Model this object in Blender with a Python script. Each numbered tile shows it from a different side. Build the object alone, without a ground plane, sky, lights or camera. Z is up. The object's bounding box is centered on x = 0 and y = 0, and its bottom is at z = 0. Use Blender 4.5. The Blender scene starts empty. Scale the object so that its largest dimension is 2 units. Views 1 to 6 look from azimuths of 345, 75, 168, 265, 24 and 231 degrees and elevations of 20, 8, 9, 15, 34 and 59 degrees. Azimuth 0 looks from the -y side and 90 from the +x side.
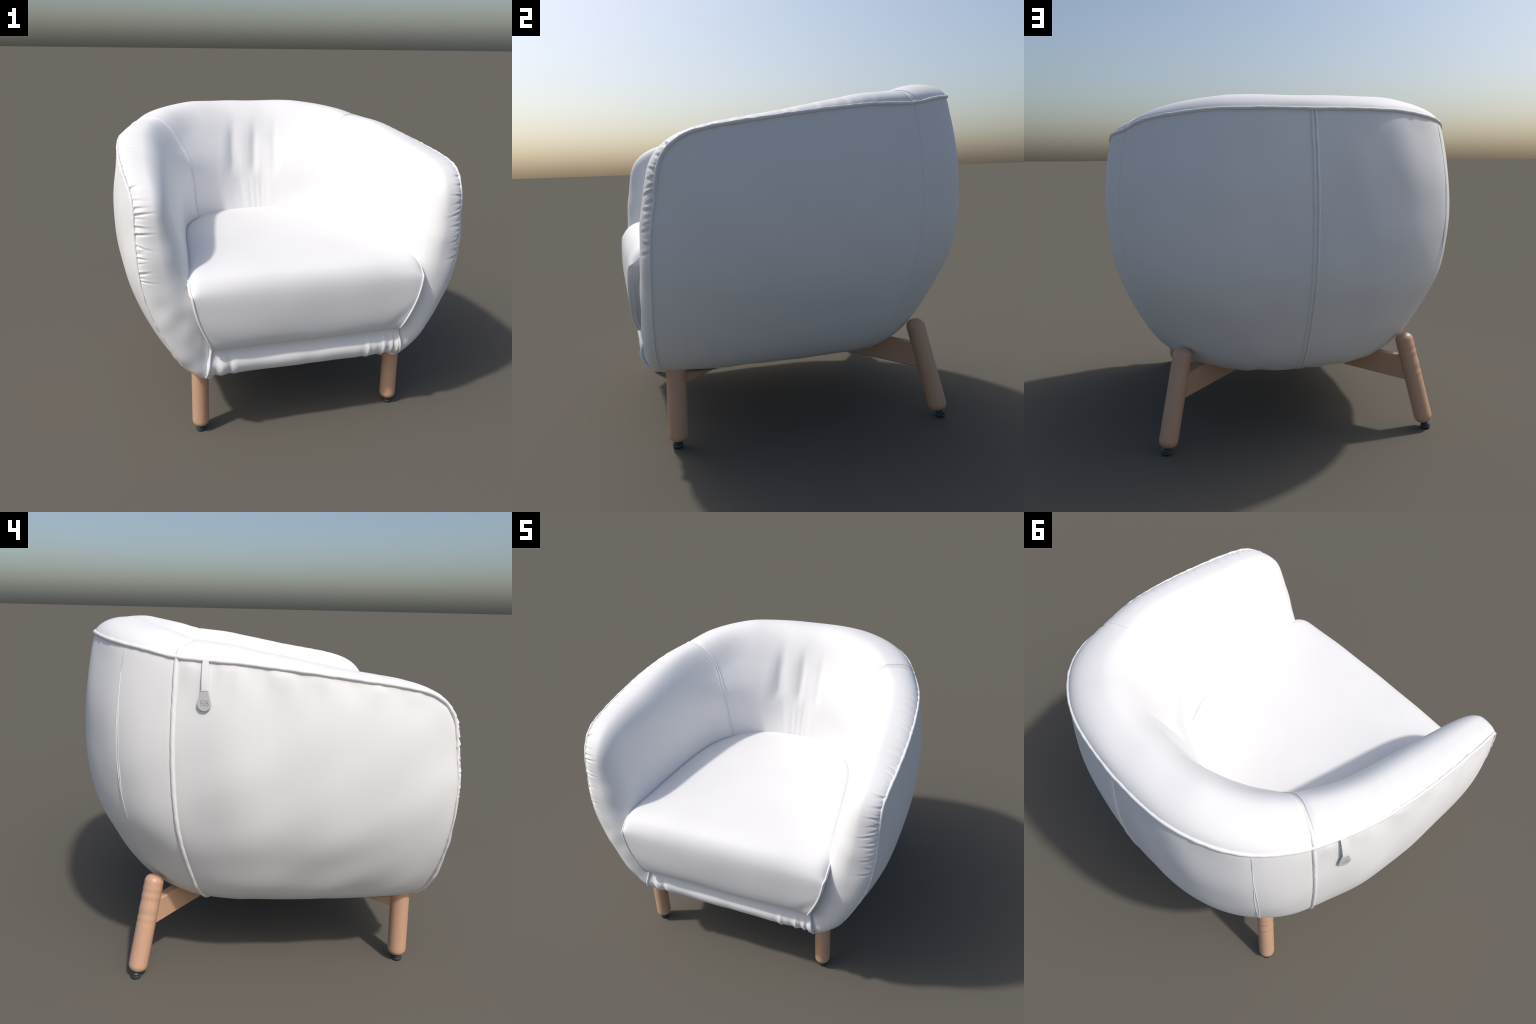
"""White upholstered tub armchair on a round-legged timber frame.

Everything is generated from a few profiles: the plan curve of the shell, its
vertical profile, the outline of the welted seam, and the inner wall curves.
The right half is computed and mirrored; gathers, creases and undulations are
then added per side so that the two halves are not identical.
"""
import bpy, math
import numpy as np
from mathutils import Vector

rng = np.random.default_rng(11)

# ------------------------------------------------------------------ helpers
def pchip(xk, yk):
    xk = np.asarray(xk, float); yk = np.asarray(yk, float)
    h = np.diff(xk); d = np.diff(yk) / h
    m = np.zeros_like(yk)
    m[0], m[-1] = d[0], d[-1]
    for i in range(1, len(xk) - 1):
        if d[i-1] * d[i] > 0:
            w1 = 2*h[i] + h[i-1]; w2 = h[i] + 2*h[i-1]
            m[i] = (w1 + w2) / (w1/d[i-1] + w2/d[i])
    def f(x):
        x = np.clip(np.asarray(x, float), xk[0], xk[-1])
        i = np.clip(np.searchsorted(xk, x, side='right') - 1, 0, len(h) - 1)
        t = (x - xk[i]) / h[i]
        return ((2*t**3 - 3*t**2 + 1)*yk[i] + (t**3 - 2*t**2 + t)*h[i]*m[i]
                + (-2*t**3 + 3*t**2)*yk[i+1] + (t**3 - t**2)*h[i]*m[i+1])
    return f

def natural(xk, yk, flat_end=False):
    """C2 cubic spline through knots (1D), clamped flat at the end if asked."""
    xk = np.asarray(xk, float); yk = np.asarray(yk, float)
    n = len(xk); h = np.diff(xk)
    A = np.zeros((n, n)); b = np.zeros(n)
    A[0, 0] = 1; A[-1, -1] = 1
    for i in range(1, n-1):
        A[i, i-1] = h[i-1]; A[i, i] = 2*(h[i-1]+h[i]); A[i, i+1] = h[i]
        b[i] = 6*((yk[i+1]-yk[i])/h[i] - (yk[i]-yk[i-1])/h[i-1])
    if flat_end:
        A[-1, -2] = h[-1]; A[-1, -1] = 2*h[-1]
        b[-1] = 6*(0 - (yk[-1]-yk[-2])/h[-1])
    M = np.linalg.solve(A, b)
    def f(x):
        x = np.clip(np.asarray(x, float), xk[0], xk[-1])
        i = np.clip(np.searchsorted(xk, x, side='right') - 1, 0, n-2)
        a = (xk[i+1]-x)/h[i]; c = (x-xk[i])/h[i]
        return a*yk[i]+c*yk[i+1]+((a**3-a)*M[i]+(c**3-c)*M[i+1])*h[i]**2/6
    return f

def sstep(a, b, x):
    t = np.clip((np.asarray(x, float) - a) / (b - a), 0, 1)
    return t*t*(3-2*t)

def bump(x, c, w):
    return np.exp(-((np.asarray(x, float)-c)/w)**2)

class Soft:
    """Smooth pseudo-random field: a seeded sum of plane waves."""
    def __init__(self, seed, wavelength, n=9):
        r = np.random.default_rng(seed)
        d = r.normal(size=(n, 3)); d /= np.linalg.norm(d, axis=1)[:, None]
        self.k = d*(2*np.pi/wavelength)*r.uniform(.6, 1.5, n)[:, None]
        self.p = r.uniform(0, 6.28, n); self.n = n
    def __call__(self, P):
        return np.sin(np.asarray(P) @ self.k.T + self.p).sum(-1)/math.sqrt(self.n)

def unit(v):
    return v/np.maximum(np.linalg.norm(v, axis=-1, keepdims=True), 1e-9)

# ---------------------------------------------------------------- materials
def mat_base(name):
    m = bpy.data.materials.new(name); m.use_nodes = True
    nt = m.node_tree
    return m, nt, nt.nodes["Principled BSDF"]

def fabric_material():
    m, nt, p = mat_base("white_upholstery")
    N, L = nt.nodes.new, nt.links.new
    tc = N("ShaderNodeTexCoord")
    n1 = N("ShaderNodeTexNoise"); n1.inputs["Scale"].default_value = 3.0
    n1.inputs["Detail"].default_value = 3
    L(tc.outputs["Object"], n1.inputs["Vector"])
    r = N("ShaderNodeValToRGB")
    r.color_ramp.elements[0].position = .3; r.color_ramp.elements[0].color = (*FABRIC_A, 1)
    r.color_ramp.elements[1].position = .7; r.color_ramp.elements[1].color = (*FABRIC_B, 1)
    L(n1.outputs["Fac"], r.inputs["Fac"])
    L(r.outputs["Color"], p.inputs["Base Color"])
    n2 = N("ShaderNodeTexNoise"); n2.inputs["Scale"].default_value = 160
    n2.inputs["Detail"].default_value = 2
    L(tc.outputs["Object"], n2.inputs["Vector"])
    b = N("ShaderNodeBump"); b.inputs["Strength"].default_value = .03
    b.inputs["Distance"].default_value = .001
    L(n2.outputs["Fac"], b.inputs["Height"]); L(b.outputs["Normal"], p.inputs["Normal"])
    p.inputs["Roughness"].default_value = .62
    p.inputs["Specular IOR Level"].default_value = .35
    return m

def wood_material():
    m, nt, p = mat_base("pale_beech")
    N, L = nt.nodes.new, nt.links.new
    tc = N("ShaderNodeTexCoord"); mp = N("ShaderNodeMapping")
    mp.inputs["Scale"].default_value = (9, 9, 1.2)
    L(tc.outputs["Object"], mp.inputs["Vector"])
    n1 = N("ShaderNodeTexNoise"); n1.inputs["Scale"].default_value = 6
    n1.inputs["Detail"].default_value = 4
    L(mp.outputs["Vector"], n1.inputs["Vector"])
    r = N("ShaderNodeValToRGB")
    r.color_ramp.elements[0].position = .25; r.color_ramp.elements[0].color = (*WOOD_A, 1)
    r.color_ramp.elements[1].position = .75; r.color_ramp.elements[1].color = (*WOOD_B, 1)
    L(n1.outputs["Fac"], r.inputs["Fac"]); L(r.outputs["Color"], p.inputs["Base Color"])
    p.inputs["Roughness"].default_value = .38
    return m

def plain_material(name, col, rough, metal=0.0, var=.06):
    m, nt, p = mat_base(name)
    N, L = nt.nodes.new, nt.links.new
    tc = N("ShaderNodeTexCoord")
    n1 = N("ShaderNodeTexNoise"); n1.inputs["Scale"].default_value = 25
    L(tc.outputs["Object"], n1.inputs["Vector"])
    r = N("ShaderNodeValToRGB")
    for e, k in zip(r.color_ramp.elements, (1-var, 1+var)):
        e.color = (*[min(1, c*k) for c in col], 1)
    L(n1.outputs["Fac"], r.inputs["Fac"]); L(r.outputs["Color"], p.inputs["Base Color"])
    p.inputs["Roughness"].default_value = rough
    p.inputs["Metallic"].default_value = metal
    return m

FABRIC_A = (.775, .771, .768); FABRIC_B = (.803, .799, .796)
WOOD_A = (.56, .335, .215); WOOD_B = (.60, .365, .24)
FABRIC = fabric_material(); WOOD = wood_material()
RUBBER = plain_material("dark_glide_plastic", (.035, .04, .045), .35)
TAGMETAL = plain_material("grey_tag", (.52, .52, .52), .45, 0, .03)
ENGRAVE = plain_material("grey_tag_engraving", (.30, .30, .30), .5, 0, .03)

# -------------------------------------------------------- scene bookkeeping
ROOT = bpy.data.objects.new("armchair", None)
bpy.context.scene.collection.objects.link(ROOT)
ROOT["label"] = "white upholstered tub armchair with four round pale wooden legs"
ROOT["category"] = "armchair"

def add_object(name, me, mat, parent=None):
    ob = bpy.data.objects.new(name, me)
    bpy.context.scene.collection.objects.link(ob)
    ob.parent = parent or ROOT
    if mat and not me.materials:
        me.materials.append(mat)
    return ob

def vertex_normals(V, F):
    n = np.zeros_like(V)
    F = np.asarray(F)
    d1 = V[F[:, 2]] - V[F[:, 0]]; d2 = V[F[:, 3]] - V[F[:, 1]]
    fn = np.cross(d1, d2)
    for k in range(4):
        np.add.at(n, F[:, k], fn)
    return unit(n)

def weld(V, F, tol=1e-5):
    key = np.round(V/tol).astype(np.int64)
    _, first, inv = np.unique(key, axis=0, return_index=True, return_inverse=True)
    inv = inv.reshape(-1)
    return V[first], inv[np.asarray(F)]

def mesh_from(name, V, F, normals=None):
    me = bpy.data.meshes.new(name)
    faces = []
    for f in np.asarray(F).tolist():
        g = [f[0]]
        for i in f[1:]:
            if i != g[-1]: g.append(i)
        if g[-1] == g[0]: g.pop()
        if len(g) >= 3: faces.append(g)
    me.from_pydata(np.asarray(V).tolist(), [], faces)
    me.polygons.foreach_set("use_smooth", [True]*len(me.polygons))
    me.update()
    if normals is not None:
        me.normals_split_custom_set_from_vertices([tuple(n) for n in normals])
    return me

def split_parts(V, F, labels, names, mat):
    """One smooth surface, its faces divided by region into named objects."""
    V, F = weld(V, F)
    Nn = vertex_normals(V, F)
    labels = np.asarray(labels); out = []
    for lab, nm in names:
        sel = F[labels == lab]
        used, inv = np.unique(sel, return_inverse=True)
        sub = inv.reshape(sel.shape)
        out.append(add_object(nm, mesh_from(nm, V[used], sub, Nn[used]), mat))
    return out

def grid_faces(nr, nc, off=0, flip=False):
    r, c = np.meshgrid(np.arange(nr-1), np.arange(nc-1), indexing='ij')
    a = off + r*nc + c
    q = np.stack([a, a+1, a+nc+1, a+nc], -1).reshape(-1, 4)
    return q[:, ::-1] if flip else q

def tube(P, r, sides=10, closed=False, caps=True):
    P = np.asarray(P, float); n = len(P)
    r = np.broadcast_to(np.asarray(r, float), (n,))
    T = unit(np.gradient(P, axis=0))
    ref = np.array([.31, .17, .93]); U = np.zeros_like(P)
    u = np.cross(T[0], ref); u /= np.linalg.norm(u)
    for i in range(n):
        u = u - T[i]*np.dot(u, T[i]); u /= np.linalg.norm(u); U[i] = u
    W = np.cross(T, U)
    a = np.linspace(0, 2*np.pi, sides, endpoint=False)
    ring = (np.cos(a)[None, :, None]*U[:, None] + np.sin(a)[None, :, None]*W[:, None])
    V = (P[:, None] + ring*r[:, None, None]).reshape(-1, 3)
    F = []
    for i in range(n-1):
        for k in range(sides):
            k2 = (k+1) % sides
            F.append((i*sides+k, i*sides+k2, (i+1)*sides+k2, (i+1)*sides+k))
    V = np.vstack([V, P[0]-T[0]*r[0]*.5, P[-1]+T[-1]*r[-1]*.5])
    c0, c1 = len(V)-2, len(V)-1
    for k in range(sides):
        k2 = (k+1) % sides
        F.append((c0, k2, k, k)); e = (n-1)*sides
        F.append((c1, e+k, e+k2, e+k2))
    return V, F

def join(meshes):
    Vs, Fs, o = [], [], 0
    for V, F in meshes:
        Vs.append(np.asarray(V)); Fs.append(np.asarray(F)+o); o += len(V)
    return np.vstack(Vs), np.vstack(Fs)

# ------------------------------------------------ shell: controlling curves
# plan of the outside at its widest level (right half, front tip -> back centre)
PLAN = np.array([(.924, -.81), (.963, -.70), (.989, -.50), (.998, -.25), (.989, 0),
                 (.965, .18), (.920, .34), (.815, .60), (.725, .715), (.592, .812),
                 (.447, .877), (.22, .920), (0, .930)])
# inner wall at seat level and near the rim, point by point opposite PLAN
INNER_LOW = np.array([(.655, -.83), (.64, -.71), (.612, -.50), (.583, -.25), (.545, 0),
                      (.505, .125), (.452, .212), (.377, .287), (.313, .320), (.247, .340),
                      (.18, .353), (.09, .361), (0, .363)])
INNER_TOP = np.array([(.785, -.83), (.778, -.71), (.758, -.50), (.733, -.25), (.70, 0),
                      (.665, .14), (.61, .27), (.50, .39), (.43, .435), (.34, .475),
                      (.25, .50), (.12, .518), (0, .52)])
sk = np.concatenate([[0], np.cumsum(np.linalg.norm(np.diff(PLAN, axis=0), axis=1))])
S_END = sk[-1]
fx, fy = natural(sk, PLAN[:, 0]), natural(sk, PLAN[:, 1], True)
lx, ly = natural(sk, INNER_LOW[:, 0]), natural(sk, INNER_LOW[:, 1], True)
tx, ty = natural(sk, INNER_TOP[:, 0]), natural(sk, INNER_TOP[:, 1], True)

# vertical profile: fraction of the plan against height, from under the seat up
PROF = np.array([(0, .371), (.2, .371), (.4, .371), (.52, .373), (.60, .378), (.655, .391),
                 (.70, .417), (.79, .510), (.88, .664), (.945, .812), (.982, .955),
                 (.998, 1.10), (1.0, 1.22), (.994, 1.34), (.978, 1.46), (.953, 1.59),
                 (.927, 1.70)])
pk = np.concatenate([[0], np.cumsum(np.hypot(*np.diff(PROF, axis=0).T))])
pg, pz = natural(pk, PROF[:, 0]), natural(pk, PROF[:, 1])
_q = np.linspace(0, pk[-1], 4000); _z = np.maximum.accumulate(pz(_q))
def q_of_z(z):
    return np.interp(z, _z + np.arange(len(_z))*1e-9, _q)

front_y = pchip([.34, .385, .42, .47, .56, .70, .90, 1.10, 1.24, 1.32, 1.8],
                [-.76, -.786, -.806, -.824, -.836, -.841, -.839, -.827, -.806, -.803, -.803])

def outer(s, q):
    """Point on the outer shell: s along the plan, q along the vertical profile."""
    s = np.asarray(s, float); q = np.asarray(q, float)
    g, z = pg(q), pz(q)
    X, Y = fx(s), fy(s)
    frontness = 1 - sstep(0, .5, s)
    x = X*g*(1 - .006*frontness*bump(z, .74, .25))
    k_front = front_y(z)/(-.81)
    k = k_front + (g - k_front)*sstep(-.45, .35, Y)
    y = Y*k
    back = sstep(.0, .8, Y)
    low = sstep(1.0, .45, z)
    pinch = 1 - low*(.022*bump(Y, .72, .20) + .018*back*sstep(.4, .8, Y) + .004 - .014*bump(Y, .30, .13))      # rounder lower rear corners
    x = x*pinch; y = y*pinch
    z = z - .012*back*sstep(.9, .40, z)
    return np.stack([x, y, z], -1)

SWELL = pchip([0, .35, .8, 1.15, 1.40, 1.60, 1.85, 2.05, S_END-.16, S_END], [-.012, .018, .050, .078, .084, .076, .052, .022, -.002, -.002])
def inner(s, z):
    """Point on the inner wall."""
    s = np.asarray(s, float); z = np.asarray(z, float)
    t = (z - 1.0)/.55
    X = lx(s) + (tx(s)-lx(s))*np.where(t > 0, t, t*.9)
    Y = ly(s) + (ty(s)-ly(s))*t
    fr = front_y(z)/(-.81)
    Y = np.where(Y < 0, Y*(1+(fr-1)*sstep(0, -.6, Y)), Y)
    # the padding swells inward, most of all in the rear corners
    A = SWELL(s)*np.exp(-((z-1.37)/np.where(z < 1.37, .25, .20))**2)
    dx, dy = -X, -.30-Y
    L = np.hypot(dx, dy)
    X = X + A*dx/L; Y = Y + A*dy/L
    return np.stack([X, Y, z], -1)

# outline of the welted seam on the unrolled shell: (s, z)
SEAM = np.array([(0, .396), (0, .45), (0, .6), (0, .8), (0, 1.0), (0, 1.16), (.0015, 1.24),
                 (.010, 1.32), (.026, 1.378), (.055, 1.424), (.10, 1.463), (.16, 1.492),
                 (.27, 1.517), (.38, 1.533), (.52, 1.551), (.67, 1.570), (.82, 1.587),
                 (1.0, 1.603), (1.15, 1.609)])
I_CORNER = 5
# along the back the seam climbs: given against the plan coordinate Y
s_dense = np.linspace(0, S_END, 3000)
print('S_END', S_END)
def s_at_y(y):
    return float(np.interp(y, fy(s_dense), s_dense))
S_JOIN = s_at_y(.435)                      # where arm and back panels meet
back_pts = [(S_JOIN, 1.617), (s_at_y(.61), 1.648), (s_at_y(.72), 1.664),
            (s_at_y(.815), 1.679), (s_at_y(.88), 1.690), (S_END-.2, 1.692), (S_END, 1.690)]
SEAM = np.vstack([SEAM, np.array(back_pts)])
ck = np.concatenate([[0], np.cumsum(np.hypot(*np.diff(SEAM, axis=0).T))])
os_, oz_ = pchip(ck, SEAM[:, 0]), pchip(ck, SEAM[:, 1])
C_CORNER, C_END = ck[I_CORNER], ck[-1]

NV, NC = 280, 760                          # samples up the front / along the top
c_v = np.linspace(0, C_CORNER, NV)
c_h = C_CORNER + (C_END-C_CORNER)*(np.linspace(0, 1, NC)**1.25)
c_all = np.concatenate([c_v, c_h[1:]])
def smooth_curve(a, n):
    for _ in range(n):
        b = a.copy(); b[1:-1] = (a[:-2]+2*a[1:-1]+a[2:])/4; a = b
    return a
os_all, oz_all = os_(c_all), oz_(c_all)
os_all[NV:] = smooth_curve(os_all[NV-1:], 60)[1:]; oz_all[NV:] = smooth_curve(oz_all[NV-1:], 60)[1:]
tang = unit(np.stack([np.gradient(os_all, c_all), np.gradient(oz_all, c_all)], -1))
tang[-1] = (1, 0); tang[:NV-2] = (0, 1)
nrm2 = np.stack([-tang[:, 1], tang[:, 0]], -1)          # outward in (s, z)

# inset of the inner wall edge, height of the roll above the seam
s_here = os_all
INSET_TOP = pchip([0, .3, .8, S_JOIN, S_END-.25, S_END], [.13, .10, .10, .125, .15, .15])
up = np.clip(nrm2[:, 1], 0, 1)
inset = .12*(1-up) + INSET_TOP(s_here)*up
ROLL = pchip([0, .12, .25, .55, .85, 1.12, S_JOIN+.1, S_JOIN+.45, S_END-.2, S_END],
             [.020, .016, .020, .030, .047, .068, .074, .074, .072, .072])
roll = pchip([.38, .5, .8, 1.0, 1.22, 1.6], [.040, .046, .040, .038, .042, .044])(oz_all)*(1-up) + ROLL(s_here)*up
roll = roll - .010*bump(s_here, S_JOIN, .025)*up
in_s = os_all - nrm2[:, 0]*inset
in_z = oz_all - nrm2[:, 1]*inset
FRONT_INSET = lambda z: .035 + .085*sstep(.82, 1.08, z)   # the arm front stays full beside the cushion
in_s[:NV] = .12
in_s = np.maximum.accumulate(np.minimum(in_s, S_END))

in_grid = in_s.copy()
in_s[:NV] = FRONT_INSET(in_z[:NV])
Po = outer(os_all, q_of_z(oz_all))
Pe = inner(in_s, in_z)
e = .004
Pe_out = inner(np.clip(in_s + nrm2[:, 0]*e, 0, S_END), in_z + nrm2[:, 1]*e)
dirE = unit(Pe_out-Pe)
path_t = unit(np.stack([np.gradient(fx(s_dense)), np.gradient(fy(s_dense)), 0*s_dense], -1))
pt = np.stack([np.interp(s_here, s_dense, path_t[:, i]) for i in range(3)], -1)
fronty = np.stack([0*s_here, np.ones_like(s_here), 0*s_here], -1)
pt = unit(fronty + (pt-fronty)*sstep(.1, .5, s_here)[:, None])
N3 = nrm2[:, :1]*pt + nrm2[:, 1:]*np.array([0, 0, 1.0])
under = sstep(.50, .385, oz_all)*(c_all < C_CORNER)      # roll tucks under at the foot
N3 = unit(N3 + under[:, None]*np.array([0, 0, -.25]))
across = Pe-Po
across -= N3*np.sum(across*N3, -1, keepdims=True)
width = np.linalg.norm(across, axis=-1, keepdims=True)
inw = across/np.maximum(width, 1e-6)
drop = np.abs(np.sum((Pe-Po)*N3, -1, keepdims=True))
crest = Po + .46*across + N3*roll[:, None]
def bez(a, b, c, d, t):
    t = t[:, None, None]
    return (1-t)**3*a + 3*(1-t)**2*t*b + 3*(1-t)*t*t*c + t**3*d
ta = np.linspace(0, 1, 22); tb = np.linspace(0, 1, 26)
b1 = bez(Po, Po + N3*roll[:, None]*.62 + inw*width*.05, crest - inw*width*.24, crest, ta)
b2 = bez(crest, crest + inw*width*.26, Pe + dirE*(drop+roll[:, None])*.52, Pe, tb)
BAND = np.concatenate([b1, b2[1:]], 0)                   # rows: seam -> inner wall
NB = BAND.shape[0]
arc = np.concatenate([np.zeros((1, BAND.shape[1])),
                      np.cumsum(np.linalg.norm(np.diff(BAND, axis=0), axis=-1), 0)])

def band_normals(B):
    du = np.gradient(B, axis=0); dv = np.gradient(B, axis=1)
    n = unit(np.cross(dv, du))
    ref = N3[None]*1.0 + 0*n
    sg = np.sign(np.sum(n[NB//3]*N3, -1))
    return n*sg[None, :, None]
BN = band_normals(BAND)

def gathers(seed, lo, hi, count):
    """Pinched pleats running in from the welt, irregular in pitch and length."""
    r = np.random.default_rng(seed)
    base = np.linspace(lo, hi, count) + r.normal(0, .011, count)
    return [(b, r.uniform(.0045, .0085), r.uniform(.022, .075), r.uniform(.35, 1.0),
             r.uniform(-.3, .3)) for b in np.sort(base)]

def pleat_field(pleats, amp, k=1):
    f = np.zeros_like(arc)
    for c0, w, ln, a, slope in pleats:
        fall = np.exp(-(arc/ln)**2)*sstep(0, .012, arc)
        f -= amp*a*fall*np.exp(-((c_all[None]-c0-slope*arc)/w)**2)
        f += .45*amp*a*fall*np.exp(-((c_all[None]-c0-slope*arc-1.7*w)/(1.1*w))**2)
    return f

c_of_front = lambda z: float(np.interp(z, oz_all[:NV+120], c_all[:NV+120]))
c_lo, c_hi = c_of_front(1.0), c_of_front(1.36)

def flutes(x, z):
    """Three soft vertical hollows in the middle of the back."""
    tilt = (z-1.28)*.06
    f = 0
    for xc, w, a in [(-.135, .033, .0135), (.03, .031, .0145), (.172, .029, .008)]:
        f = f - a*bump(x, xc+tilt, w)
    for xc, w, a in [(-.05, .036, .003), (.10, .034, .003), (-.215, .03, .002)]:
        f = f + a*bump(x, xc+tilt, w)
    return f*sstep(1.23, 1.36, z)*(1-sstep(1.46, 1.68, z))

def side_band(side):
    """Right (+1) or left (-1) band with its own gathers."""
    B = BAND.copy()
    sd = 21 if side > 0 else 37
    d = pleat_field(gathers(sd, c_lo, c_hi, 14 if side > 0 else 13), .0095)
    # puffs along the rounded corner and slack ripples along the arm top
    c_a, c_b = c_hi-.05, c_hi+.30
    d += pleat_field(gathers(sd+1, c_a, c_b, 12), .006)
    d += pleat_field([(c, w*2.6, .11, a, sl) for c, w, l, a, sl in
                      gathers(sd+2, c_b, c_b+.75, 11)], .0032)
    soft = Soft(26, .30)(B*np.array([side, 1, 1]))
    d += .0016*soft*sstep(0, .05, arc)*sstep(0, .06, arc[-1][None]-arc)
    # slack dimples low on the arm front
    lowz = sstep(1.05, .8, oz_all)*(c_all < C_CORNER)
    d += .0022*Soft(sd+8, .16)(B)*lowz[None]*sstep(0, .03, arc)*sstep(0, .08, arc[-1][None]-arc)
    # line of the arm/back seam across the roll
    ds = s_here-S_JOIN
    d += (-.003*bump(ds, 0, .008) + .002*bump(np.abs(ds), .016, .007))[None]*up[None]*(1-sstep(.5, .8, arc/arc[-1][None]))
    d += flutes(B[..., 0]*side, B[..., 2])*(s_here > 1.3)[None]*sstep(.45, .62, arc/arc[-1][None])
    B = B + BN*d[..., None]
    B[..., 0] *= side
    return B

# ------------------------------------------------------ inner wall + roll mesh
NR = NV
def inner_grid(side):
    """Rows go from the edge of the roll down to below the seat."""
    s_col = in_grid[NV-1:]; z_top = in_z[NV-1:]
    fr = (in_z[NV-1]-in_z[:NV][::-1])/(in_z[NV-1]-in_z[0])
    zb = in_z[0]
    Z = z_top[None]*(1-fr[:, None]) + zb*fr[:, None]
    S = s_col[None] + (FRONT_INSET(Z)-.12)*np.exp(-(s_col[None]-.12)/.16)
    P = inner(S, Z)
    # creases in the middle of the back: three soft flutes, finer lines below
    x = P[..., 0]*side; z = Z
    f = flutes(x, z)
    g = 0
    for xc, w, a in [(-.075, .014, .0024), (-.01, .010, .003), (.035, .009, .0032), (.075, .010, .003),
                     (.115, .014, .0024), (.20, .018, .0018), (-.14, .018, .0016)]:
        g = g - .65*a*bump(x, xc+(1.2-z)*(.02-xc)*.7, 1.4*w)
    g = g*(1-sstep(1.16, 1.28, z))*sstep(.85, 1.02, z)
    back = sstep(1.25, 1.6, S)
    d = g*back
    ds = S-S_JOIN
    seam = (-.0034*bump(ds, 0, .007)+.0022*bump(np.abs(ds), .013, .006))*(1 if side < 0 else .35)
    d = d + seam
    du = np.gradient(P, axis=1); dv = np.gradient(P, axis=0)
    n = unit(np.cross(du, dv))
    inside = np.stack([-P[..., 0], .0*P[..., 1]-.15, 0*z], -1)
    n *= np.sign(np.sum(n*inside, -1))[..., None]
    edge = sstep(0, .06, (z_top[None]-Z))
    d = d*np.where(S > S_JOIN-.05, np.maximum(edge, .0), edge)
    d = d + f*back
    P = P + n*d[..., None]
    P[..., 0] *= side
    return P

Vs, Fs, labs = [], [], []
off = 0
def push(grid, flip, lab_cols=None, lab=0):
    global off
    nr, nc = grid.shape[:2]
    F = grid_faces(nr, nc, off, flip)
    Vs.append(grid.reshape(-1, 3)); Fs.append(F); off += nr*nc
    if lab_cols is None:
        labs.append(np.full(len(F), lab))
    else:
        labs.append(np.tile(lab_cols, nr-1))

i_join = int(np.argmin(np.abs(os_all-S_JOIN)))
i_join_g = i_join-(NV-1)
for side in (1, -1):
    B = side_band(side); G = inner_grid(side)
    B[-1, NV-1:] = G[0]; B[-1, :NV] = G[::-1, 0]
    arm = 1 if side > 0 else 2
    colb = np.where(np.arange(B.shape[1]-1) < i_join, arm, 0)
    colg = np.where(np.arange(G.shape[1]-1) < i_join_g, arm, 0)
    push(B, side > 0, colb)
    push(G, side > 0, colg)
    if side > 0: B_R, G_R = B, G
    else: B_L, G_L = B, G
    # close the foot of the arm roll, hidden under the seat rail
    foot = B[:, 0]
    cen = np.broadcast_to(foot.mean(0)+np.array([0, .02, .004]), foot.shape)
    push(np.stack([foot, (foot*.5+cen*.5), cen], 0), side < 0, None, arm)
V = np.vstack(Vs); F = np.vstack(Fs); labs_a = np.concatenate(labs)
split_parts(V, F, labs_a, [(0, "backrest"), (1, "armrest"), (2, "armrest")], FABRIC)

# ------------------------------------------------------------- outer panels
def outer_grid(side):
    s_col = os_all[NV-1:]; z_top = oz_all[NV-1:]
    qt = q_of_z(z_top)
    fr = np.linspace(0, 1, 150)
    Q = qt[None]*(1-fr[:, None])
    S = np.broadcast_to(s_col[None], Q.shape)
    P = outer(S, Q)
    du = np.gradient(P, axis=1); dv = np.gradient(P, axis=0)
    n = unit(np.cross(du, dv)+1e-12)
    out = np.stack([P[..., 0], P[..., 1]*.6, P[..., 2]-.9], -1)
    n *= np.sign(np.sum(n*out, -1)+1e-9)[..., None]
    z = P[..., 2]
    mir = P*np.array([side, 1, 1])
    dt = (1-Q/qt[None])*qt[None]                      # distance below the seam
    low = sstep(.36, .52, z)
    amp = .0026 if side < 0 else .0012
    soft_mask = sstep(0, .10, dt)*low
    d = amp*Soft(51, .30)(mir)*soft_mask*sstep(0, .25, S_END-S)
    # small puckers that hang from the welt
    pk_ = Soft(71+side, .09)(np.stack([S*side, 0*S, dt*.35], -1))
    d += (.0026 if side < 0 else .0010)*pk_*(1-.8*sstep(S_JOIN-.05, S_JOIN+.05, S))*np.exp(-(dt/.13)**2)*sstep(0, .03, dt)
    # fabric sinks slightly beside the welt
    d -= .0025*np.exp(-(dt/.02)**2)*sstep(0, .012, dt)
    d -= .002*np.exp(-(S/.03)**2)*sstep(.005, .02, S)*low
    # slightly wavy bottom hem
    d += .004*Soft(91, .12)(mir)*bump(z, .372, .02)*sstep(.35, .55, pg(Q))
    # sewn line at the arm/back joint
    ds = S-S_JOIN
    d -= (.003 if side < 0 else .0015)*bump(ds, 0, .016)*low
    d -= .0015*bump(S, S_END, .03)*low
    P = P + n*d[..., None]
    P[..., 0] *= side
    return P

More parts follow.
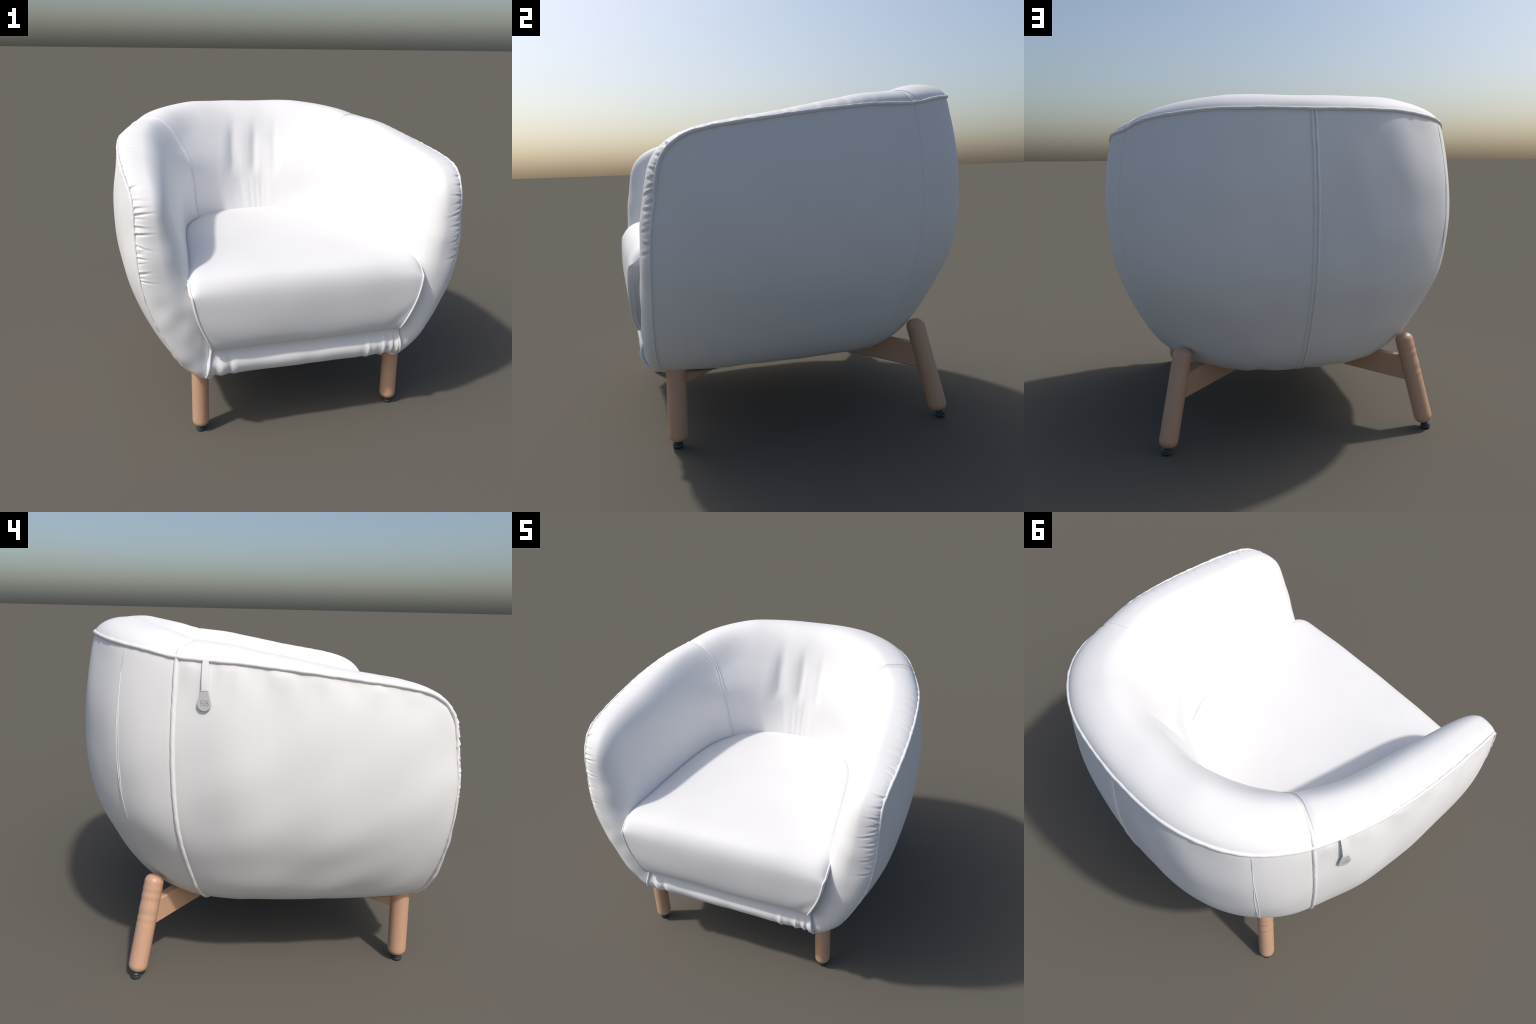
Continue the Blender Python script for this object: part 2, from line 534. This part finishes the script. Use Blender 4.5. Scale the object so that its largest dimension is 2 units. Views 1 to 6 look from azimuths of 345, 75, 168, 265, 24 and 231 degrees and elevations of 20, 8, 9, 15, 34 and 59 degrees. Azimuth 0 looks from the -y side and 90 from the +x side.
Vs, Fs, labs, off = [], [], [], 0
for side in (1, -1):
    G = outer_grid(side)
    if side > 0: O_R = G
    else: O_L = G
    lab_cols = np.where(np.arange(G.shape[1]-1) < i_join_g, 1 if side > 0 else 2, 0)
    push(G, side < 0, lab_cols)
V = np.vstack(Vs); F = np.vstack(Fs)
split_parts(V, F, np.concatenate(labs), [(0, "back_panel"), (1, "side_panel"), (2, "side_panel")], FABRIC)

# ------------------------------------------------------------------- welts
def resample(P, n):
    P = np.asarray(P); l = np.concatenate([[0], np.cumsum(np.linalg.norm(np.diff(P, axis=0), axis=1))])
    t = np.linspace(0, l[-1], n)
    return np.stack([np.interp(t, l, P[:, i]) for i in range(3)], -1)
def wobble(P, amp, seed, wl=.05):
    return P + amp*np.stack([Soft(seed+i, wl)(P) for i in range(3)], -1)

seam_R = Po.copy(); seam_L = Po*np.array([-1, 1, 1])
rad = .0085
path = np.vstack([seam_L, seam_R[::-1][1:]])
path = wobble(resample(path, 1500), .0006, 5, .08)
r_along = rad*np.where(path[:, 2] < 1.25, .72, 1.0) * (1+.10*Soft(7, .05)(path))
add_object("seam_piping", mesh_from("seam_piping", *tube(path, r_along, 10)), FABRIC)

parts = []
jc = i_join_g
# left joint: one fat welt down the outside and over the roll
colL = O_L[:, jc]; colL = colL[np.linspace(0, len(colL)-1, len(colL)).astype(int)]
colL = colL[colL[:, 2] > .352]
colL = colL[:int(np.argmax(np.abs(colL[:, 0]) < .52)) or len(colL)]
pl = np.vstack([B_L[:, i_join][:NB-16][::-1], colL[1:]])
pl = wobble(resample(pl, 500), .0008, 15, .07)
tt = np.linspace(0, 1, 500)
parts.append(tube(pl, .0105*(.1+.9*sstep(0, .16, tt)), 10))
# and a fine doubled line on from there down the inner wall
for o in (-4, 4):
    pi_ = np.vstack([B_L[NB//2-4:, i_join+o], G_L[1:, jc+o]])
    pi_ = resample(pi_[pi_[:, 2] > .96], 220)
    parts.append(tube(pi_, .0036*(.2+.8*sstep(0, .2, np.linspace(0, 1, 220))), 8))
# right joint: two fine ridges over the roll, faint line below
for o in (-7, 7):
    pr = resample(B_R[:, i_join+o][:NB-18], 160)
    parts.append(tube(pr, .0036*(1-.75*sstep(.55, 1, np.linspace(0, 1, 160))), 8))
colR = O_R[:, jc]; colR = colR[:int(np.argmax(np.abs(colR[:, 0]) < .55)) or len(colR)]
parts.append(tube(resample(colR, 260), .003, 8))
# fine dart sewn into the left rear corner: two hair ridges that part and meet
zz = np.linspace(1.635, .86, 160); k_ = np.linspace(0, 1, 160)
for side_ in (-1, 1):
    sc_ = s_at_y(.685) + side_*.007*np.sin(np.pi*np.clip((k_-.12)/.88, 0, 1))**2
    dp = outer(sc_, q_of_z(zz))*np.array([-1.0015, 1.0015, 1])
    parts.append(tube(dp, .0024*np.sin(np.pi*np.clip(k_, .02, .98))**.5, 6))
# centre back: a pair of welts
cc = O_R[:, -1]; cc = cc[:int(np.argmax(cc[:, 1] < .45)) or len(cc)]
for o in (-.0095, .0095):
    pc = resample(cc + np.array([o, .000, 0]), 300)
    parts.append(tube(wobble(pc, .0006, 25, .08), .0062, 10))
Vw, Fw = join(parts)
add_object("joint_welt", mesh_from("joint_welt", Vw, Fw), FABRIC)

# ----------------------------------------------------------------- cushion
# side profile of the cushion at its middle, rear top -> over the front -> under
CUSH = np.array([(.40, 1.028), (.25, 1.044), (0, 1.058), (-.3, 1.062), (-.55, 1.056), (-.72, 1.047),
                 (-.82, 1.034), (-.882, 1.002), (-.914, .952), (-.927, .89), (-.930, .82), (-.927, .73),
                 (-.918, .66), (-.903, .614), (-.886, .591), (-.85, .583), (-.70, .60)])
ckk = np.concatenate([[0], np.cumsum(np.hypot(*np.diff(CUSH, axis=0).T))])
cy_, cz_ = natural(ckk, CUSH[:, 0]), natural(ckk, CUSH[:, 1])
NP, NU = 320, 140
pp = np.linspace(0, ckk[-1], NP)
cy, cz = cy_(pp), cz_(pp)
top = (cz > .97) | (cy > -.6)
rim = inner(s_dense, np.full_like(s_dense, 1.025))
order = np.argsort(rim[:, 1])
w_top = np.interp(cy, rim[order, 1], rim[order, 0])
w_front = pchip([.58, .60, .66, .76, .88, .97, 1.05], [.540, .550, .580, .625, .655, .666, .668])(cz)
blend = sstep(-.62, -.86, cy)
w = np.maximum(w_top+.006, .42)*(1-blend) + w_front*blend
w = np.where((cy > -.87) & (cz < .7), w_front, w)
w = smooth_curve(w, 160)
uu = np.linspace(-1, 1, NU); uu = np.sign(uu)*(1-(1-np.abs(uu))**1.5)
U, PI = np.meshgrid(uu, np.arange(NP), indexing='ij')
X = U*w[PI]
edge = np.abs(U)**30
crown = np.abs(U)**2.6
Y = cy[PI] + (sstep(-.70, -.92, cy)*sstep(.70, .85, cz))[PI]*(.006*crown)
Z = cz[PI] - np.where(cz > .9, 1, 0)[PI]*sstep(.90, 1.0, cz)[PI]*(.022*crown + .030*edge)
rearround = sstep(.15, .42, cy)[PI]
Y = Y - rearround*.02*crown
Pc = np.stack([X, Y, Z], -1)
du = np.gradient(Pc, axis=0); dv = np.gradient(Pc, axis=1)
nC = unit(np.cross(dv, du)); nC *= np.sign(nC[NU//2, NP//4, 2])
soft = .0012*Soft(131, .40)(Pc)
# diagonal pulls into the lower front corners
pull = 0
for sx in (-1, 1):
    a = (sx*X-.55)*.72 + (Z-.60)*.69
    bb = -(sx*X-.55)*.69 + (Z-.60)*.72
    pull = pull - .005*bump(bb, .05, .035)*bump(a, .10, .16)*sstep(-.85, -.91, Y)
pull = pull + .0015*np.sin(X*9+.7)*bump(Z, .61, .035)*sstep(-.85, -.9, Y)
Pc = Pc + nC*((soft*sstep(0, .1, 1-np.abs(U))+pull)[..., None])
frontpart = pp >= 0
meshes = [(Pc.reshape(-1, 3), grid_faces(NU, NP, 0, True))]
for sgn, iu in ((1, NU-1), (-1, 0)):                 # side gussets
    E0 = Pc[iu]; cen = np.array([sgn*.60, -.62, .80])
    rows = [E0]
    for t, dx in ((.06, .004), (.16, .004), (.35, -.004), (.6, -.02), (1, -.05)):
        R = E0*(1-t)+cen*t; R[:, 0] = E0[:, 0]*(1-t*.3)+sgn*.62*t*.3 + sgn*dx
        rows.append(R)
    Rg = np.stack(rows, 0)
    meshes.append((Rg.reshape(-1, 3), grid_faces(len(rows), NP, 0, sgn < 0)))
Vc, Fc = join(meshes)
cushion = add_object("seat_cushion", mesh_from("seat_cushion", Vc, Fc), FABRIC)
cp = []
i0 = int(np.argmax(cy < -.45)); i1 = int(np.argmax((cz < .592) & (cy < -.8)))
for iu, sgn in ((NU-1, 1), (0, -1)):
    pe = Pc[iu][i0:i1]
    pe = resample(pe, 200)
    taper = sstep(0, .55, np.linspace(0, 1, 200))
    cp.append(tube(pe+np.array([sgn*.001, 0, 0]), .0055*(.15+.85*taper), 8))
    pe2 = pe*np.array([1, 1, 1])+np.array([sgn*.004, .020, -.004])
    cp.append(tube(pe2, .0045*(.15+.85*taper), 8))
add_object("cushion_piping", mesh_from("cushion_piping", *join(cp)), FABRIC, cushion)

# --------------------------------------------------------------- front rail
RAIL = np.array([(-.74, .64), (-.84, .622), (-.858, .59), (-.862, .55), (-.872, .515), (-.882, .487),
                 (-.880, .457), (-.863, .425), (-.826, .402), (-.77, .385), (-.68, .374), (-.55, .370)])
rk = np.concatenate([[0], np.cumsum(np.hypot(*np.diff(RAIL, axis=0).T))])
ry, rz = natural(rk, RAIL[:, 0]), natural(rk, RAIL[:, 1])
NPr, NUr = 90, 420
pr = np.linspace(0, rk[-1], NPr)
xr = np.linspace(-1.05, 1.05, NUr)
hw = pchip([.37, .42, .47, .53, .60, .64], [.590, .584, .574, .564, .553, .55])
Xr = xr[:, None]*hw(rz(pr))[None]
Yr = np.broadcast_to(ry(pr)[None], Xr.shape).copy(); Zr = np.broadcast_to(rz(pr)[None], Xr.shape).copy()
beyond = np.clip((np.abs(xr)-1)/.05, 0, 1)[:, None]
Yr += .045*beyond**.7; Zr += .004*beyond       # tucked in behind the end welt
Pr = np.stack([Xr, Yr, Zr], -1)
du = np.gradient(Pr, axis=0); dv = np.gradient(Pr, axis=1)
nR = unit(np.cross(du, dv)); nR *= -np.sign(nR[NUr//2, 35, 1])
vis = bump(Zr, .455, .07)
d = .0025*Soft(201, .25)(Pr)*vis
for xc, wd, a in [(-.535, .018, -.010), (-.500, .020, .008), (-.455, .014, -.011), (-.42, .02, .004), (-.565, .012, .006),
                  (.563, .009, .012), (.541, .008, -.010), (.526, .007, .005), (.503, .011, -.009), (.473, .009, .009),
                  (.440, .017, -.005), (.374, .013, .009), (.34, .02, -.003), (.02, .05, -.004)]:
    d = d + .7*a*bump(Xr, xc, wd)*vis
Pr = Pr + nR*d[..., None]
rail = add_object("front_rail", mesh_from("front_rail", Pr.reshape(-1, 3), grid_faces(NUr, NPr, 0, False)), FABRIC)
rp = []
i0, i1 = 12, 70
i_end = int(np.argmin(np.abs(xr-1)))
for iu, sgn, rr in ((i_end, 1, .0062), (NUr-1-i_end, -1, .0068)):
    pe = resample(Pr[iu][i0:i1]+np.array([sgn*.002, -.004, 0]), 120)
    rp.append(tube(pe, rr, 10))
add_object("rail_piping", mesh_from("rail_piping", *join(rp)), FABRIC, rail)

# ------------------------------------------------------------------- legs
def lathe_axis(A, B, prof, sides=40, wav=None):
    """Solid of revolution about A->B; prof = (distance from A, radius)."""
    A, B = np.array(A, float), np.array(B, float)
    T = (B-A)/np.linalg.norm(B-A)
    u = np.cross(T, [0, 1, .1]); u /= np.linalg.norm(u); v = np.cross(T, u)
    a = np.linspace(0, 2*np.pi, sides, endpoint=False)
    ring = np.cos(a)[:, None]*u + np.sin(a)[:, None]*v
    prof = np.asarray(prof)
    V = (A + prof[:, 0][:, None, None]*T + prof[:, 1][:, None, None]*ring[None])
    if wav is not None:
        V = V + ring[None]*wav(V)[..., None]
    n = len(prof); V = V.reshape(-1, 3); F = []
    for i in range(n-1):
        for k in range(sides):
            k2 = (k+1) % sides
            F.append((i*sides+k, i*sides+k2, (i+1)*sides+k2, (i+1)*sides+k))
    V = np.vstack([V, A+T*prof[0, 0], A+T*prof[-1, 0]])
    for k in range(sides):
        k2 = (k+1) % sides
        F.append((len(V)-2, k2, k, k)); e_ = (n-1)*sides
        F.append((len(V)-1, e_+k, e_+k2, e_+k2))
    return V, F

def rounded_rod(L, r, cap):
    t = np.linspace(0, np.pi/2, 12)
    lo = [(cap*(1-math.cos(x)), r*(math.sin(x)**.8)) for x in t]
    mid = [(cap+(L-2*cap)*k, r) for k in np.linspace(.02, .98, 60)]
    hi = [(L-cap*(1-math.cos(x)), r*(math.sin(x)**.8)) for x in t[::-1]]
    return [(0, .001)]+lo[1:]+mid+hi[:-1]+[(L, .001)]

R_LEG = .0485
LEGS = {"front": [(.604, -.737, .028), (.600, -.727, .43)],
        "rear": [(.699, .6425, .028), (.598, .546, .517)]}
leg_id = 0
for kind in ("front", "rear"):
    for sx in (1, -1):
        A, B = [np.array(p)*np.array([sx, 1, 1]) for p in LEGS[kind]]
        L = np.linalg.norm(B-A)
        wv = None
        if kind == "rear" and sx < 0:
            # shallow turned ripples below the top of this leg
            def wv(V, A=A, B=B, L=L):
                h = (V-A) @ ((B-A)/L)/L
                return .0011*np.sin(h*58+np.sin(h*23)*1.2+V[..., 0]*18)*bump(h, .70, .20)
        me = mesh_from("leg", *lathe_axis(A, B, rounded_rod(L, R_LEG, .040), 48, wv))
        leg = add_object("leg", me, WOOD)
        fx_, fy_ = (.606, -.740) if kind == "front" else (.703, .647)
        gl = [(0, .001), (0, .022), (.002, .0255), (.009, .0265), (.013, .0255), (.0145, .0225), (.017, .0245), (.023, .025),
              (.027, .023), (.028, .017), (.036, .016), (.037, .001)]
        V_, F_ = lathe_axis((fx_*sx, fy_, 0), (fx_*sx, fy_, .05), gl, 28)
        me = mesh_from("foot_glide", V_, F_)
        add_object("foot_glide", me, RUBBER, leg)

def bar(A, B, thick, zb0, zt0, zb1, zt1, name):
    """Flat rail on edge from A to B (plan points) with softened edges."""
    A, B = np.array(A, float), np.array(B, float)
    T = (B-A)/np.linalg.norm(B-A); Nn = np.array([-T[1], T[0]])
    nseg = 24; V = []; F = []
    b = .006
    for i in range(nseg+1):
        k = i/nseg; c = A+(B-A)*k
        zb = zb0+(zb1-zb0)*k; zt = zt0+(zt1-zt0)*k
        for o, z in ((-thick/2+b, zb), (thick/2-b, zb), (thick/2, zb+b), (thick/2, zt-b),
                     (thick/2-b, zt), (-thick/2+b, zt), (-thick/2, zt-b), (-thick/2, zb+b)):
            V.append((*(c+Nn*o), z))
    for i in range(nseg):
        for k in range(8):
            k2 = (k+1) % 8
            F.append((i*8+k, i*8+k2, (i+1)*8+k2, (i+1)*8+k))
    me = bpy.data.meshes.new(name)
    me.from_pydata(V, [], F+[tuple(range(8))[::-1], tuple(nseg*8+k for k in range(8))])
    me.update()
    return add_object(name, me, WOOD)
for sx in (1, -1):
    bar((sx*.645, .590), (sx*.02, .02), .056, .258, .385, .315, .43, "cross_brace")
    bar((sx*.600, -.725), (sx*.02, -.06), .056, .312, .42, .335, .43, "cross_brace")

# -------------------------------------------------------------- hanging tag
anchor_s = s_at_y(.305)
q_tag = q_of_z(1.605)
base = outer(anchor_s, q_tag)*np.array([-1, 1, 1])
def shell_left(z, ds=0.0):
    return outer(anchor_s+ds, q_of_z(z))*np.array([-1, 1, 1])
tdir = unit((shell_left(1.5, .01)-shell_left(1.5, -.01))[None])[0]     # towards the back
vdir = unit((shell_left(1.40)-shell_left(1.55))[None])[0]
vdir = unit((vdir*.6+np.array([0, 0, -.6]))[None])[0]
ndir = unit(np.cross(vdir, tdir)[None])[0]
if ndir[0] > 0: ndir = -ndir
def ribbon(center, half, th, name, mat, parent=None):
    """Thick strip along a list of centre points."""
    C = np.asarray(center); T = unit(np.gradient(C, axis=0)); Wd = np.broadcast_to(tdir, C.shape)
    Nn = unit(np.cross(T, Wd)); V, F = [], []
    hw_ = np.broadcast_to(half, (len(C),))
    for i in range(len(C)):
        for a, b in ((-1, -1), (-.85, -1.25), (.85, -1.25), (1, -1), (1, 1), (.85, 1.25), (-.85, 1.25), (-1, 1)):
            V.append(C[i]+Wd[i]*a*hw_[i]+Nn[i]*b*th/2)
    n = len(C)
    for i in range(n-1):
        for k in range(8):
            F.append((i*8+k, i*8+(k+1) % 8, (i+1)*8+(k+1) % 8, (i+1)*8+k))
    me = bpy.data.meshes.new(name)
    me.from_pydata([tuple(v) for v in V], [], F+[tuple(range(8))[::-1], tuple((n-1)*8+k for k in range(8))])
    me.update()
    return add_object(name, me, mat, parent)
tk = np.linspace(0, 1, 30)
z0 = base + ndir*.004 + np.array([0, 0, .006])
cl = z0 + vdir*(.126*tk)[:, None] + ndir*(.012*np.sin(tk*2.0)+.011*tk)[:, None] + tdir*(-.004*tk)[:, None]
front = cl + ndir*.004
loop_back = cl[::-1]-ndir*.003
strap_c = np.vstack([front, front[-1]+vdir*.004-ndir*.0035, loop_back])
strap = ribbon(strap_c, .0128, .0022, "hanging_strap", FABRIC)
# tear-drop plate
pc0 = cl[-1]+ndir*.001
TOPW, BIGR, PL = .0165, .0305, .084
def plate_half(v):
    cyc = PL-BIGR
    if v > cyc: return math.sqrt(max(BIGR**2-(v-cyc)**2, 0))
    k = v/cyc
    return TOPW+(BIGR-TOPW)*(k*k*(3-2*k)*.55+.45*k)
vs = np.concatenate([np.linspace(-.004, PL-BIGR, 18), PL-BIGR+BIGR*np.sin(np.linspace(0, math.pi/2, 22))[1:]])
hang = unit((vdir + ndir*.03)[None])[0]
pn = unit(np.cross(hang, tdir)[None])[0]
if np.dot(pn, ndir) < 0: pn = -pn
outl = [(plate_half(max(v, 0)), v) for v in vs]
outl = outl + [(-a, v) for a, v in outl[::-1][1:]]
th = .005
ringV, rF = [], []
n_ = len(outl)
for dep, sc in ((-th/2, .96), (-th/2+.0008, 1), (th/2-.0008, 1), (th/2, .96)):
    for a, v in outl:
        m = (v-PL*.55)*sc+PL*.55
        ringV.append(tuple(pc0+tdir*a*sc+hang*m+pn*dep))
for r_ in range(3):
    for k in range(n_):
        rF.append((r_*n_+k, r_*n_+(k+1) % n_, (r_+1)*n_+(k+1) % n_, (r_+1)*n_+k))
me = bpy.data.meshes.new("tag_plate")
me.from_pydata(ringV, [], rF+[tuple(range(n_))[::-1], tuple(3*n_+k for k in range(n_))])
me.update()
tag = add_object("tag_plate", me, TAGMETAL)
# lettering S B, cut as thin serif-like strokes standing a hair off the plate
def stroke(pts, wd):
    P2 = np.array(pts, float); t = np.gradient(P2, axis=0); t /= np.linalg.norm(t, axis=1)[:, None]
    nn = np.stack([-t[:, 1], t[:, 0]], -1)
    w_ = np.broadcast_to(np.asarray(wd, float), (len(P2),))[:, None]
    V, F = [], []
    for i in range(len(P2)):
        for s_, h in ((-1, 0), (-1, 1), (1, 1), (1, 0)):
            V.append((*(P2[i]+nn[i]*s_*w_[i]/2), h))
    n = len(P2)
    for i in range(n-1):
        for k in range(4):
            F.append((i*4+k, i*4+(k+1) % 4, (i+1)*4+(k+1) % 4, (i+1)*4+k))
    F += [(0, 1, 2, 3), (n*4-1, n*4-2, n*4-3, n*4-4)]
    return np.array(V), np.array(F)
ang = np.linspace(0, 1, 40)
Sx = .42*np.cos(np.radians(40+ang[:20]*2*115)); Sy = .5+.25+.24*np.sin(np.radians(40+ang[:20]*2*115))
s_curve = []
for a in np.radians(np.linspace(25, 262, 20)): s_curve.append((.30*math.cos(a), .74+.25*math.sin(a)))
for a in np.radians(np.linspace(80, -155, 20)): s_curve.append((.32*math.cos(a), .26+.25*math.sin(a)))
b1c = [(.1+.32*math.cos(a), .745+.235*math.sin(a)) for a in np.radians(np.linspace(90, -90, 16))]
b2c = [(.1+.40*math.cos(a), .265+.255*math.sin(a)) for a in np.radians(np.linspace(90, -90, 18))]
glyphs = []
wS = .07+.09*np.sin(np.linspace(0, np.pi, 40))**3
for off_x, strokes in ((-.40, [(s_curve, wS), ([(.27, .80), (.29, .97)], .05), ([(-.31, .03), (-.29, .22)], .05)]),
                       (.36, [([(-.14, .0), (-.14, 1.0)], .12), ([(-.30, .995), (.12, .985)], .05),
                              ([(-.30, .012), (.12, .012)], .05), ([(-.14, .51), (.12, .51)], .05),
                              (b1c, .06+.08*np.sin(np.linspace(0, np.pi, 16))), (b2c, .06+.09*np.sin(np.linspace(0, np.pi, 18)))])):
    for pts, wd in strokes:
        v_, f_ = stroke(pts, wd); v_ = v_.copy(); v_[:, 0] += off_x; glyphs.append((v_, f_))
gv, gf = join(glyphs)
H = .022
cen = pc0 + hang*(PL*.60)
Pg = cen + (-tdir)*(gv[:, :1]*H) - hang*((gv[:, 1:2]-.5)*H) + pn*(th/2-.0006+gv[:, 2:3]*.0011)
me = bpy.data.meshes.new("tag_lettering"); me.from_pydata(Pg.tolist(), [], gf.tolist()); me.update()
add_object("tag_lettering", me, ENGRAVE, tag)
